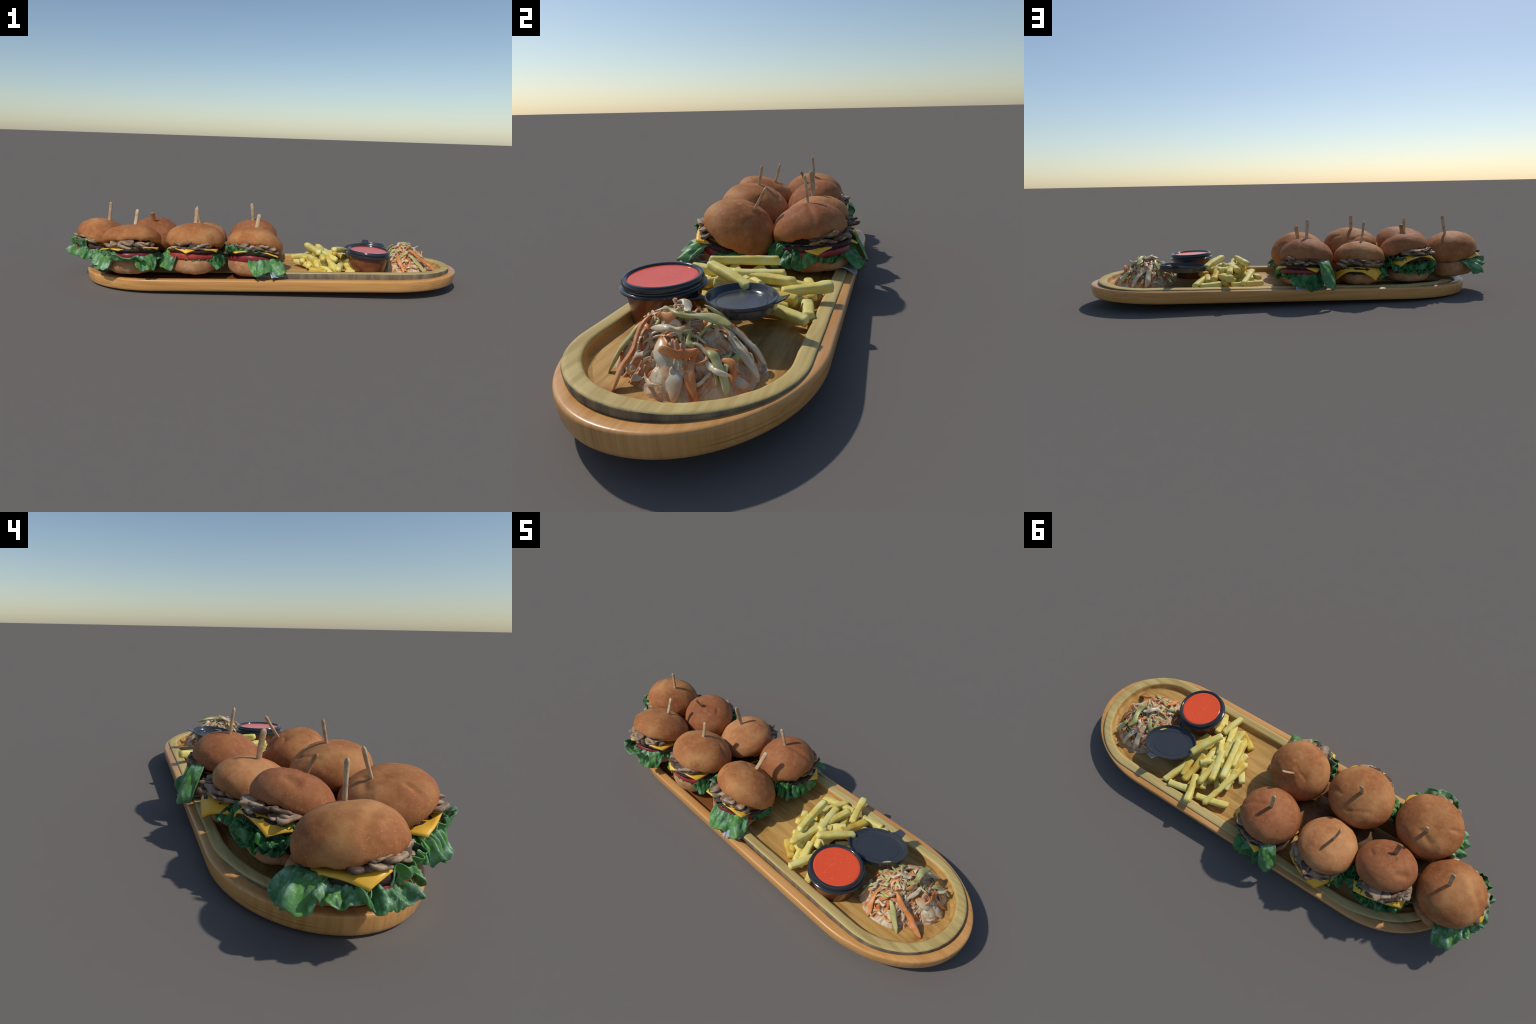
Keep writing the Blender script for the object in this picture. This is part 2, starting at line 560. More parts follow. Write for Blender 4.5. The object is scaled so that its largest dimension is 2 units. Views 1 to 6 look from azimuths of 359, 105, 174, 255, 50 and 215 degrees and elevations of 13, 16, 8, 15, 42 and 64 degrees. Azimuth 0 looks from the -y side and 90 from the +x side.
def cheese_mesh(name, half, yaw, off, z_of, fall, start, seed):
    n, v = 20, []
    c, s = math.cos(yaw), math.sin(yaw)
    for i in range(n + 1):
        for j in range(n + 1):
            a, b = (2 * i / n - 1), (2 * j / n - 1)
            a, b = a * (1 - 0.04 * b * b), b * (1 - 0.04 * a * a)
            x, y = half * (a * c - b * s) + off[0], half * (a * s + b * c) + off[1]
            r = math.hypot(x - off[0], y - off[1])
            over = max(0, r - start)
            z = z_of(x, y) - 1.5 * fall * over + 0.003 * nz(x * 25, y * 25, seed)
            k = 1 - 0.25 * smooth(start, half * 1.5, r) * min(1, fall)
            v.append((off[0] + (x - off[0]) * k, off[1] + (y - off[1]) * k, z))
    return mesh(name, v, grid_faces(n + 1, n + 1), M["cheese"])


def leaf_mesh(name, th0, th1, r0, r1, z0, z1, up, ruffle, waves, seed, mat, centre=(0, 0), skew=0.0):
    """lettuce leaf: fans out from angle th0..th1 (degrees), from radius r0 at height z0 to r1 at z1,
    bulging by 'up' in between; ruffles stand off along the leaf's own normal and grow towards the free edge"""
    nu = max(40, int(abs(th1 - th0) / 0.9))
    nv, v = 22, []

    def path(s):
        return r0 + (r1 - r0) * s ** 0.85, z0 + up * math.sin(math.pi * min(1, s * 1.05)) + (z1 - z0) * s ** 1.5

    for i in range(nv + 1):
        s = i / nv
        for j in range(nu + 1):
            u = j / nu
            env = (1 - abs(2 * u - 1) ** 4.5) ** 0.5
            frill = 1 + 0.12 * nz(u * waves * 1.1, seed, 2) + 0.07 * nz(u * waves * 4, seed, 8) + 0.03 * nz(u * waves * 11, seed, 5)
            se = s * (0.45 + 0.55 * env) * frill
            (ra, za), (rb, zb) = path(max(0, se)), path(max(0, se) + 0.02)
            tr, tz = rb - ra, zb - za
            L = math.hypot(tr, tz) or 1
            nr, nzz = -tz / L, tr / L
            ph = TAU * waves * u + 2.2 * nz(u * 3 + seed, s * 1.2, 1)
            a = ruffle * s ** 1.3
            w = a * (0.55 * math.sin(ph) + 1.9 * nz(u * waves * 1.5, s * 1.1, seed + 3)) + 1.1 * ruffle * (0.35 + s) * nz(u * waves * 2.6, s * 3.2, seed) + 0.4 * ruffle * nz(u * waves * 6, s * 7, seed)
            t = math.radians(th0 + (th1 - th0) * u + skew * s) + a * 5.5 * nz(u * waves * 1.3, s * 1.6, seed + 11)
            r = ra + nr * w
            v.append((centre[0] + r * math.cos(t), centre[1] + r * math.sin(t), za + nzz * w))
    return mesh(name, v, grid_faces(nv + 1, nu + 1), mat)


def mushroom_shape(name, seed, mat):
    """sauteed mushroom slice: a bent, thick-rimmed slab with a cap and a stub of stem"""
    rings, seg = [], 20
    n = 15
    v = []
    for i in range(n):
        s = i / (n - 1)
        x = (s - 0.5) * 0.056
        w = 0.0185 * (1 - abs(2 * s - 1) ** 2.8) ** 0.5 * (1 + 0.3 * nz(s * 2, seed)) + 0.0006
        h = 0.0062 * (1 - abs(2 * s - 1) ** 3) ** 0.5 * (1 + 0.4 * nz(s * 4, seed, 3)) + 0.0005
        bend_y = -0.010 * (2 * s - 1) ** 2 + 0.004 * nz(s * 3, seed, 6)
        bend_z = 0.005 * nz(s * 1.6, seed, 9)
        for j in range(seg):
            t = TAU * j / seg
            ct, st = math.cos(t), math.sin(t)
            y = w * math.copysign(abs(ct) ** 0.8, ct)
            z = h * math.copysign(abs(st) ** 0.8, st) - 0.35 * h * (1 - abs(ct)) * (st > 0)
            v.append((x, y + bend_y, z + bend_z))
    f = grid_faces(n, seg, True)
    f.append(tuple(range(seg))[::-1])
    f.append(tuple((n - 1) * seg + j for j in range(seg)))
    return mesh(name, v, f, mat)


MUSH = [mushroom_shape("mushroom_slice", k * 3.7, M["mushroom"] if k % 3 else M["mushroom_dark"]) for k in range(6)]


def pick_mesh(name, foot, tip, wide, thin, yaw, mat, bend):
    """flat wooden pick with a rounded top, swept from foot to tip"""
    foot, tip = Vector(foot), Vector(tip)
    ax = (tip - foot).normalized()
    side = Vector((math.cos(yaw), math.sin(yaw), 0))
    side = (side - ax * side.dot(ax)).normalized()
    front = ax.cross(side)
    n, seg, v = 16, 12, []
    for i in range(n):
        s = i / (n - 1)
        s = s if i < n - 5 else 1 - 0.09 * (1 - (i - (n - 5)) / 4) ** 1.5
        c = foot.lerp(tip, s) + side * bend * math.sin(s * 2.4) + front * 0.6 * bend * math.sin(s * 3)
        k = 0.82 + 0.18 * s
        k *= math.sqrt(max(0.02, 1 - max(0, (s - 0.91) / 0.09) ** 2))
        k *= 1 + 0.08 * nz(s * 6, foot.x * 10)
        for j in range(seg):
            t = TAU * j / seg
            ct, st = math.cos(t), math.sin(t)
            v.append(c + side * (k * wide / 2 * math.copysign(abs(ct) ** 0.6, ct)) + front * (k * thin / 2 * math.copysign(abs(st) ** 0.6, st)))
    f = grid_faces(n, seg, True)
    f.append(tuple(range(seg))[::-1])
    f.append(tuple((n - 1) * seg + j for j in range(seg)))
    return mesh(name, v, f, mat)


def burger(spec):
    cx, cy, cz = spec["c"]
    phi, tau = spec["tilt"]
    seed = spec["seed"]
    rnd = random.Random(seed * 101)
    e = empty("slider_burger", (cx, cy, spec["heel"][1]), spec["label"], "burger")
    z_base = spec["heel"][1]

    def L(z):
        return z - z_base

    d = Vector((math.cos(math.radians(phi)), math.sin(math.radians(phi))))
    # crown
    rx, ry, rz = spec["r"]
    add("bun_crown", crown_mesh("bun_crown", rx, ry, rz, phi, tau, M[spec.get("crust", "crown")], seed, spec.get("creases", [])), e, (0, 0, L(cz)))
    # heel
    hr, z0, z1, ox, oy, hphi, htau = spec["heel"]
    add("bun_heel", heel_mesh("bun_heel", hr, L(z0), L(z1), (ox, oy), hphi, htau, seed + 4, M["heel"]), e)
    # filling: every layer leans with the crown, heights are given at the open side
    sp = spec["fill"]
    rs, toff, slope = sp["r"], sp["shift"], math.tan(sp["lean"])
    off = (d.x * toff, d.y * toff)

    def plane(z_open):
        return lambda x, y: L(z_open) - slope * (rs - ((x - off[0]) * d.x + (y - off[1]) * d.y))

    # dark core inside the mouth keeps the burger closed between the layers
    add("dark_mouth_core", disc_mesh("dark_mouth_core", rs * 0.72, plane(z1 - 0.02), sp["mush"] - z1 + 0.035, M["patty"], seed + 2, 0.004, 0.2, offset=off), e)
    if sp.get("tomato"):
        a, b = sp["tomato"]
        add("tomato_slice", disc_mesh("tomato_slice", rs * sp.get("tomato_r", 1.0), plane(a), b - a, M[sp.get("tomato_mat", "tomato")], seed + 5, 0.002, 0.3, 3, offset=off), e)
    a, b = sp["patty"]
    add("beef_patty", disc_mesh("beef_patty", rs * 1.02, plane(a), b - a, M["patty"], seed + 6, 0.005, 0.5, 9, offset=off), e)
    for k, (half, yaw, sx, sy, fall) in enumerate(sp["cheese"]):
        o = add("cheese_slice", cheese_mesh("cheese_slice", half, math.radians(yaw), (off[0] + sx, off[1] + sy), plane(sp["cheese_z"] + 0.003 * k), fall, rs * 0.86, seed + k), e)
        m = o.modifiers.new("thickness", "SOLIDIFY")
        m.thickness = 0.006
        m.offset = 1
    # mushrooms packed in the mouth
    m0, m1, count = sp["mush_arc"]
    pl = plane(sp["mush"])
    for k in range(count):
        a = math.radians(m0 + (m1 - m0) * (k + 0.5) / count + rnd.uniform(-4, 4))
        for layer in range(2):
            r = rs * (rnd.uniform(0.80, 0.90) if layer == 0 else rnd.uniform(0.72, 0.84)) + sp.get("mush_out", 0.0)
            x, y = off[0] + r * math.cos(a + 0.12 * layer), off[1] + r * math.sin(a + 0.12 * layer)
            z = pl(x, y) + layer * 0.012 + rnd.uniform(-0.003, 0.004) - 0.004
            s = rnd.uniform(0.85, 1.3)
            o = add("mushroom_slice", MUSH[rnd.randrange(6)], e, (x, y, z), (rnd.uniform(-0.45, 0.35), rnd.uniform(-0.25, 0.25), a + math.pi / 2 + rnd.uniform(-0.7, 0.7)), (s, s, s * 1.15))
    # lettuce
    for k, lf in enumerate(spec["leaves"]):
        th0, th1, r0, r1, lz0, lz1, up, ruf, waves = lf[:9]
        mt = lf[9] if len(lf) > 9 else "lettuce"
        o = add("lettuce_leaf", leaf_mesh("lettuce_leaf", th0, th1, r0, r1, L(lz0), L(lz1), up, ruf, waves, seed * 1.7 + k * 2.3, M[mt]), e)
        m = o.modifiers.new("thickness", "SOLIDIFY")
        m.thickness = 0.0035
        m.offset = 0
        m = o.modifiers.new("round", "SUBSURF")
        m.levels = m.render_levels = 1
    # pick
    foot, tip, yaw, wide = spec["pick"]
    f3, t3 = Vector(foot), Vector(tip)
    f3 = f3 - (t3 - f3).normalized() * 0.03
    org = Vector((cx, cy, z_base))
    add("wooden_pick", pick_mesh("wooden_pick", f3 - org, t3 - org, wide, 0.0095, math.radians(yaw), M[spec.get("pick_mat", "pick")], 0.002), e)
    return e


BURGERS = [
    # front row, nearest the fries
    dict(seed=1, label="small burger with glossy bun, mushrooms, cheese and lettuce", c=(-0.035, -0.089, 0.196), r=(0.140, 0.131, 0.096), tilt=(-100, 0.52), crust="crown",
         creases=[(0.02, 0.40, 0.60, 0.62, 0.016, 0.20), (-0.15, -0.75, 0.1, -0.35, 0.004, 0.06), (-0.5, 0.1, -0.1, -0.1, 0.003, 0.06)],
         heel=(0.122, 0.078, 0.156, -0.008, -0.033, 90, 0.0),
         fill=dict(r=0.122, shift=0.030, lean=0.33, tomato=(0.152, 0.192), tomato_mat="tomato_dark", patty=(0.190, 0.214), cheese_z=0.216, mush=0.232,
                   cheese=[(0.115, 8, 0.0, -0.002, 0.25)], mush_arc=(-135, -20, 6)),
         leaves=[(-165, -70, 0.10, 0.165, 0.175, 0.215, 0.0, 0.014, 5, "lettuce_dark"), (-150, -95, 0.11, 0.15, 0.165, 0.235, 0.0, 0.012, 3),
                 (-100, -38, 0.09, 0.215, 0.168, 0.112, 0.012, 0.012, 3), (-40, 25, 0.09, 0.135, 0.15, 0.125, 0.0, 0.006, 5, "lettuce_dark")],
         pick=((-0.035, -0.038, 0.266), (-0.016, 0.013, 0.350), 10, 0.020)),
    # front row, middle
    dict(seed=2, label="small burger with tomato, cheddar and mushrooms under round bun", c=(-0.327, -0.115, 0.221), r=(0.143, 0.133, 0.094), tilt=(-95, 0.24), crust="crown",
         creases=[(-0.5, 0.4, 0.1, 0.7, 0.003, 0.05), (0.5, 0.3, 0.85, 0.25, 0.003, 0.06)],
         heel=(0.116, 0.090, 0.164, 0.0, -0.036, 90, 0.0),
         fill=dict(r=0.122, shift=0.030, lean=0.16, tomato=(0.166, 0.196), patty=(0.196, 0.214), cheese_z=0.217, mush=0.229,
                   cheese=[(0.099, 40, -0.012, -0.014, 0.5), (0.092, 12, 0.02, -0.02, 0.5)], mush_arc=(-150, -30, 5)),
         leaves=[(-185, -118, 0.10, 0.175, 0.182, 0.115, 0.015, 0.013, 4), (-110, -40, 0.11, 0.145, 0.166, 0.158, 0.004, 0.008, 7), (-60, 0, 0.10, 0.155, 0.185, 0.12, 0.01, 0.011, 4, "lettuce_dark")],
         pick=((-0.330, -0.099, 0.305), (-0.324, -0.082, 0.388), 0, 0.019)),
    # front row, far end
    dict(seed=3, label="small burger with open mouth, mushrooms and ruffled lettuce", c=(-0.627, -0.149, 0.228), r=(0.141, 0.130, 0.075), tilt=(-80, 0.33), crust="crown",
         creases=[(0.2, 0.3, -0.2, 0.5, 0.004, 0.08), (-0.8, -0.3, -0.55, -0.2, 0.006, 0.06)],
         heel=(0.122, 0.085, 0.160, 0.0, -0.01, 90, 0.0),
         fill=dict(r=0.122, shift=0.02, lean=0.22, tomato=(0.164, 0.198), tomato_mat="tomato_dark", patty=(0.197, 0.220), cheese_z=0.220, mush=0.236,
                   cheese=[(0.097, 45, -0.03, -0.012, 0.3), (0.092, 20, 0.03, -0.014, 0.4)], mush_arc=(-140, -25, 6)),
         leaves=[(-172, -115, 0.10, 0.172, 0.175, 0.108, 0.015, 0.014, 3), (-118, -60, 0.115, 0.200, 0.155, 0.190, 0.0, 0.016, 2), (-75, -35, 0.10, 0.192, 0.18, 0.125, 0.012, 0.010, 2),
                 (-195, -135, 0.10, 0.185, 0.16, 0.12, 0.012, 0.012, 4), (-40, 10, 0.1, 0.15, 0.18, 0.15, 0.0, 0.012, 3, "lettuce_dark"), (-150, -105, 0.11, 0.15, 0.16, 0.2, 0.0, 0.012, 3)],
         pick=((-0.626, -0.103, 0.280), (-0.615, -0.076, 0.369), 5, 0.017)),
    # back row, nearest the fries
    dict(seed=4, label="small burger with ruddy bun, cheese corner and lettuce skirt", c=(-0.045, 0.158, 0.203), r=(0.130, 0.126, 0.094), tilt=(55, 0.22), crust="crown_ruddy",
         creases=[(0.3, 0.1, 0.9, 0.3, 0.004, 0.08)],
         heel=(0.122, 0.080, 0.142, 0.0, 0.012, 90, 0.0),
         fill=dict(r=0.122, shift=0.02, lean=0.12, tomato=(0.144, 0.168), tomato_mat="tomato_dark", patty=(0.167, 0.186), cheese_z=0.187, mush=0.201,  # darker tomato colour chosen because this slice is seen in shade
                   cheese=[(0.116, 58, 0.0, 0.0, 0.3)], mush_arc=(5, 130, 7)),
         leaves=[(-75, 20, 0.09, 0.155, 0.168, 0.105, 0.012, 0.013, 6, "lettuce_dark"), (20, 60, 0.10, 0.145, 0.15, 0.125, 0.0, 0.01, 3, "lettuce_dark"),
                 (55, 112, 0.10, 0.185, 0.15, 0.085, 0.01, 0.012, 3, "lettuce_dark"), (104, 132, 0.12, 0.206, 0.205, 0.075, 0.0, 0.012, 1)],
         pick=((-0.049, 0.149, 0.295), (-0.057, 0.136, 0.388), 5, 0.017)),
    # back row, second
    dict(seed=5, label="small burger with pale bun, drooping cheese and mushrooms", c=(-0.313, 0.135, 0.188), r=(0.126, 0.126, 0.084), tilt=(70, 0.22), crust="crown_pale",
         creases=[],
         heel=(0.100, 0.076, 0.132, 0.0, 0.03, 90, 0.0),
         fill=dict(r=0.112, shift=0.035, lean=0.2, patty=(0.135, 0.166), cheese_z=0.170, mush=0.186,
                   cheese=[(0.118, 66, 0.0, 0.006, 0.7)], mush_arc=(20, 155, 6), mush_out=0.002),
         leaves=[(35, 110, 0.09, 0.125, 0.138, 0.13, 0.0, 0.006, 7, "lettuce_dark"), (105, 165, 0.09, 0.145, 0.15, 0.105, 0.006, 0.012, 4, "lettuce_dark")],
         pick=((-0.325, 0.121, 0.265), (-0.342, 0.108, 0.368), 95, 0.020)),
    # back row, third
    dict(seed=6, label="small burger leaning open over curly dark lettuce", c=(-0.555, 0.090, 0.208), r=(0.125, 0.118, 0.091), tilt=(115, 0.40), crust="crown_ruddy",
         creases=[(-0.02, 0.5, -0.25, 0.11, 0.006, 0.06), (0.45, 0.3, 0.55, 0.15, 0.006, 0.06), (-0.5, 0.55, -0.75, 0.35, 0.006, 0.08)],
         heel=(0.112, 0.070, 0.130, -0.010, 0.014, 90, 0.0),
         fill=dict(r=0.112, shift=0.03, lean=0.3, patty=(0.178, 0.212), cheese_z=0.216, mush=0.230,
                   cheese=[(0.116, 101, 0.0, 0.002, 0.55)], mush_arc=(55, 180, 6)),
         leaves=[(15, 175, 0.09, 0.165, 0.165, 0.140, 0.0, 0.020, 11, "lettuce_dark"), (20, 170, 0.09, 0.14, 0.18, 0.19, 0.0, 0.012, 12, "lettuce_dark"), (50, 165, 0.09, 0.16, 0.15, 0.12, 0.0, 0.012, 9, "lettuce_dark")],
         pick=((-0.561, 0.054, 0.286), (-0.563, 0.026, 0.341), 0, 0.021), pick_mat="pick_brown"),
    # left end
    dict(seed=7, label="small burger with golden bun, cheese corner and big lettuce", c=(-0.819, 0.046, 0.203), r=(0.134, 0.132, 0.092), tilt=(-145, 0.27), crust="crown",
         creases=[(-0.3, -0.6, -0.9, 0.1, 0.004, 0.1)],
         heel=(0.118, 0.085, 0.160, 0.005, 0.022, 180, 0.12),
         fill=dict(r=0.118, shift=0.022, lean=0.2, tomato=(0.150, 0.168), tomato_mat="tomato_dark", patty=(0.165, 0.198), cheese_z=0.203, mush=0.219,
                   cheese=[(0.106, 32, -0.010, 0.010, 0.5)], mush_arc=(150, 280, 7)),
         leaves=[(90, 135, 0.09, 0.198, 0.158, 0.105, 0.02, 0.012, 2), (125, 175, 0.10, 0.165, 0.160, 0.135, 0.006, 0.014, 3), (160, 225, 0.10, 0.176, 0.16, 0.128, 0.01, 0.015, 4),
                 (195, 255, 0.11, 0.155, 0.15, 0.215, 0.0, 0.014, 4), (230, 285, 0.10, 0.165, 0.165, 0.12, 0.01, 0.012, 4)],
         pick=((-0.790, 0.048, 0.287), (-0.776, 0.042, 0.384), 5, 0.0165)),
]
for s in BURGERS:
    burger(s)

# ------------------------------------------------------------------ fries
fries = empty("french_fries", (0.32, 0.03, 0.085), "loose heap of pale yellow potato fries", "fries")


def fry_mesh(a, b, w, h, seed, mat):
    a, b = Vector(a), Vector(b)
    ax = (b - a).normalized()
    side = ax.cross(Vector((0, 0, 1))).normalized()
    up = side.cross(ax)
    roll = 0.5 * nz(seed * 1.7, 4.2)
    side, up = side * math.cos(roll) + up * math.sin(roll), up * math.cos(roll) - side * math.sin(roll)
    n, seg, v = 26, 20, []
    bs, bu = 0.007 * nz(seed, 1.5), 0.007 * nz(seed, 7.5)
    slant = 0.5 * nz(seed, 3.3)
    for i in range(n):
        s = i / (n - 1)
        e = min(s, 1 - s)
        k = (1 - max(0, 1 - e / 0.055) ** 2.4) ** 0.42 * 0.98 + 0.02 if e < 0.055 else 1
        k *= 1 + 0.16 * nz(s * 3, seed, 2)
        bow = math.sin(math.pi * s)
        c = a.lerp(b, s) + side * bs * bow + up * bu * bow
        for j in range(seg):
            t = TAU * j / seg
            ct, st = math.cos(t), math.sin(t)
            x = k * w / 2 * math.copysign(abs(ct) ** 0.62, ct)
            y = k * h / 2 * math.copysign(abs(st) ** 0.62, st)
            q = c + side * x + up * y + ax * (slant * x * (1 if s > 0.5 else -1) * (1 - e / 0.5) ** 4)
            q += Vector((nz(*(q * 60)), nz(*(q * 60 + Vector((5, 0, 0)))), nz(*(q * 60 + Vector((0, 9, 0)))))) * 0.0011
            v.append(q)
    f = grid_faces(n, seg, True)
    f.append(tuple(range(seg))[::-1])
    f.append(tuple((n - 1) * seg + j for j in range(seg)))
    return mesh("fry", v, f, mat)


FRIES = [
    ((.360, -.055, .192), (.446, .088, .158)), ((.300, -.142, .160), (.332, .190, .142)), ((.290, -.084, .180), (.242, .122, .176)),
    ((.208, -.025, .118), (.268, .248, .100)), ((.373, .150, .125), (.322, .288, .137)), ((.388, .055, .150), (.406, .205, .116)),
    ((.364, -.208, .126), (.396, -.090, .120)), ((.330, -.005, .156), (.286, .148, .150)), ((.322, -.150, .094), (.242, -.100, .094)),
    ((.446, -.168, .102), (.424, -.078, .122)), ((.448, .115, .115), (.492, .248, .099)), ((.468, .242, .098), (.368, .220, .098)),
    ((.325, .228, .096), (.168, .188, .093)), ((.242, -.022, .100), (.178, .068, .098)), ((.278, -.095, .126), (.254, .036, .132)),
    ((.450, -.055, .108), (.472, .034, .120)), ((.442, .098, .120), (.428, .184, .104)), ((.454, -.200, .098), (.420, -.138, .100)),
    ((.378, -.165, .100), (.338, -.055, .132)), ((.300, .050, .102), (.410, .105, .102)), ((.250, .105, .100), (.362, .045, .106)),
    ((.280, -.055, .102), (.362, .025, .110)), ((.335, .165, .100), (.268, .055, .122)), ((.230, .030, .125), (.225, .135, .100)),
    ((.400, .020, .105), (.470, .110, .100)), ((.36, .10, .12), (.31, .19, .108)),
]
for k, (a, b) in enumerate(FRIES):
    o = fries.location
    a2, b2 = Vector(a) - o, Vector(b) - o
    w = 0.0305 + 0.004 * nz(k * 3.3, 1.1)
    add("fry", fry_mesh(a2, b2, w, 0.0275 + 0.004 * nz(k * 2.1, 6.6), k * 1.37 + 0.5, M["fry_golden"] if k in (5, 8, 15, 16, 19, 20, 22) else M["fry"]), fries)



def build_fry_heap():
    """more fries, half hidden, that carry the heap"""
    shapes = [fry_mesh((-0.5 * L, 0, 0), (0.5 * L, 0, 0), 0.029, 0.027, 40 + k * 2.3, M["fry_golden"] if k % 3 == 0 else M["fry"]) for k, L in enumerate((0.09, 0.11, 0.12, 0.13, 0.10, 0.08))]
    rnd = random.Random(12)
    for k in range(46):
        a, q = rnd.uniform(0, TAU), math.sqrt(rnd.random())
        x, y = 0.325 + 0.085 * q * math.cos(a), 0.03 + 0.135 * q * math.sin(a)
        top = 0.084 * (1 - q ** 2)
        z = tray_lift(x, y) - 0.012 + top * rnd.uniform(0.15, 0.85)
        yaw = math.pi / 2 + rnd.gauss(0.1, 0.5)
        add("fry", shapes[rnd.randrange(6)], fries, Vector((x, y, z)) - fries.location, (rnd.gauss(0, 0.4), rnd.gauss(0, 0.14), yaw))


build_fry_heap()

# ------------------------------------------------------------------ sauce cup
cup = empty("sauce_cup", (0.522, -0.112, 0.084), "black-lidded plastic cup of bright red sauce", "sauce cup")
CUP_R = (Matrix.Rotation(0.025, 3, "Y") @ Matrix.Rotation(0.01, 3, "X"))


def turned(name, profile, mat, parent, rot, loc, seg=96, cap_first=True, cap_last=True):
    v = []
    for r, z in profile:
        for j in range(seg):
            t = TAU * j / seg
            v.append(rot @ Vector((r * math.cos(t), r * math.sin(t), z)) + Vector(loc))
    f = grid_faces(len(profile), seg, True)
    rim = len(profile) * seg
    if cap_first:
        f.append(tuple(range(seg))[::-1])
    if cap_last:
        f.append(tuple((len(profile) - 1) * seg + j for j in range(seg)))
    me = mesh(name, v, f, mat)
    me.set_sharp_from_angle(angle=math.radians(38))
    return add(name, me, parent)


TOP = 0.124      # sauce surface above the foot of the cup
turned("cup_body", [(0.076, 0.002), (0.080, 0.0), (0.083, 0.004), (0.090, 0.06), (0.096, 0.098), (0.096, 0.104)], M["cup_plastic"], cup, CUP_R, (0, 0, 0))
turned("cup_rim", [(0.092, 0.096), (0.105, 0.097), (0.1085, 0.0995), (0.1085, 0.103), (0.105, 0.106), (0.1005, 0.107), (0.0995, 0.110), (0.1025, 0.113), (0.1035, 0.118), (0.1025, 0.1225),
                   (0.0995, 0.1268), (0.0955, 0.128), (0.0920, 0.1268), (0.0895, 0.124), (0.0875, 0.118), (0.086, 0.110)], M["plastic"], cup, CUP_R, (0, 0, 0), cap_first=False, cap_last=False)
turned("sauce", [(0.088, 0.112), (0.0882, 0.1215), (0.086, 0.1228), (0.078, 0.1222), (0.04, 0.1222), (0.01, 0.1222)], M["sauce"], cup, CUP_R, (0, 0, 0))
LID_R = Matrix.Rotation(0.03, 3, "X") @ Matrix.Rotation(-0.07, 3, "Y") @ Matrix.Rotation(0.4, 3, "Z") @ Matrix.Diagonal((1.11, 0.83, 1.0))
LID_C = (0.029, 0.210, 0.0765)
turned("cup_lid", [(0.02, 0.004), (0.073, 0.004), (0.0738, 0.0028), (0.0752, 0.0028), (0.076, 0.004), (0.092, 0.005), (0.096, 0.009), (0.0985, 0.016), (0.101, 0.020), (0.1045, 0.0205), (0.1065, 0.018), (0.1065, 0.014), (0.1035, 0.011),
                   (0.1025, 0.004), (0.099, -0.008), (0.09, -0.010), (0.03, -0.009)], M["lid_plastic"], cup, LID_R, LID_C)


def slab(name, pts, thick, mat, parent):
    """small flat plastic tongue from plan points with heights"""
    n = len(pts)
    v = [Vector(p) for p in pts] + [Vector(p) - Vector((0, 0, thick)) for p in pts]
    f = [tuple(range(n)), tuple(range(2 * n - 1, n - 1, -1))] + [(k, k + n, (k + 1) % n + n, (k + 1) % n) for k in range(n)]
    o = add(name, mesh(name, v, f, mat, True), parent)
    b = o.modifiers.new("bevel", "BEVEL")
    b.width, b.segments = 0.0012, 2
    return o


slab("lid_hinge", [(-0.022, 0.088, 0.098), (0.030, 0.100, 0.094), (0.032, 0.125, 0.085), (0.046, 0.125, 0.085), (0.052, 0.112, 0.090), (0.060, 0.080, 0.088)], 0.004, M["plastic"], cup)
TAB = [(0.098, -0.34, 0.018), (0.110, -0.20, 0.019), (0.134, -0.13, 0.029), (0.138, 0.08, 0.031), (0.114, 0.14, 0.022), (0.098, 0.30, 0.018)]
slab("lid_tab", [LID_R @ Vector((r * math.cos(1.08 + a), r * math.sin(1.08 + a), z)) + Vector(LID_C) for r, a, z in TAB], 0.004, M["lid_plastic"], cup)
# crumb of cabbage on the lid
v, f = revolve_rings([lambda t, s=s: (0.018 * (s - 0.5) * 2 + 0.003 * math.cos(t), 0.006 * math.sin(t) * math.sin(math.pi * s), 0.0025 * math.cos(t) + 0.002) for s in (0.03, 0.2, 0.4, 0.6, 0.8, 0.97)], 12)
add("cabbage_scrap", mesh("cabbage_scrap", v, f, M["cabbage"]), cup, (0.103, 0.175, 0.088), (0, 0, 0.9))

# ------------------------------------------------------------------ coleslaw
slaw = empty("coleslaw", (0.750, 0.034, 0.085), "mound of creamy cabbage and carrot coleslaw", "coleslaw")


def slaw_height(x, y):
    """mound in local coordinates: a broad lumpy heap with ridges running down its flanks"""
    a = math.atan2(y, x)
    rr = 0.142 + 0.016 * math.sin(a * 2 + 0.6) + 0.016 * nz(math.cos(a) * 2.5, math.sin(a) * 2.5, 7)
    ex, ey = x * 1.04 + 0.014, y * 0.84
    r = math.hypot(ex, ey) / rr
    h = max(0, 1 - r ** 1.75)
    flank = nz(math.cos(a) * 5, math.sin(a) * 5, r * 0.8) * min(1, r * 1.6)
    ridge = 1 + 0.22 * nz(x * 16, y * 16, 2) + 0.10 * nz(x * 45, y * 45, 5) + 0.30 * flank
    strings = abs(nz(math.cos(a) * 9, math.sin(a) * 9, r * 2.2 + 4)) + 0.7 * abs(nz(x * 34, y * 34, 9))
    return 0.112 * h ** 0.85 * ridge - 0.020 * min(1, 3 * h) * (strings - 0.25)


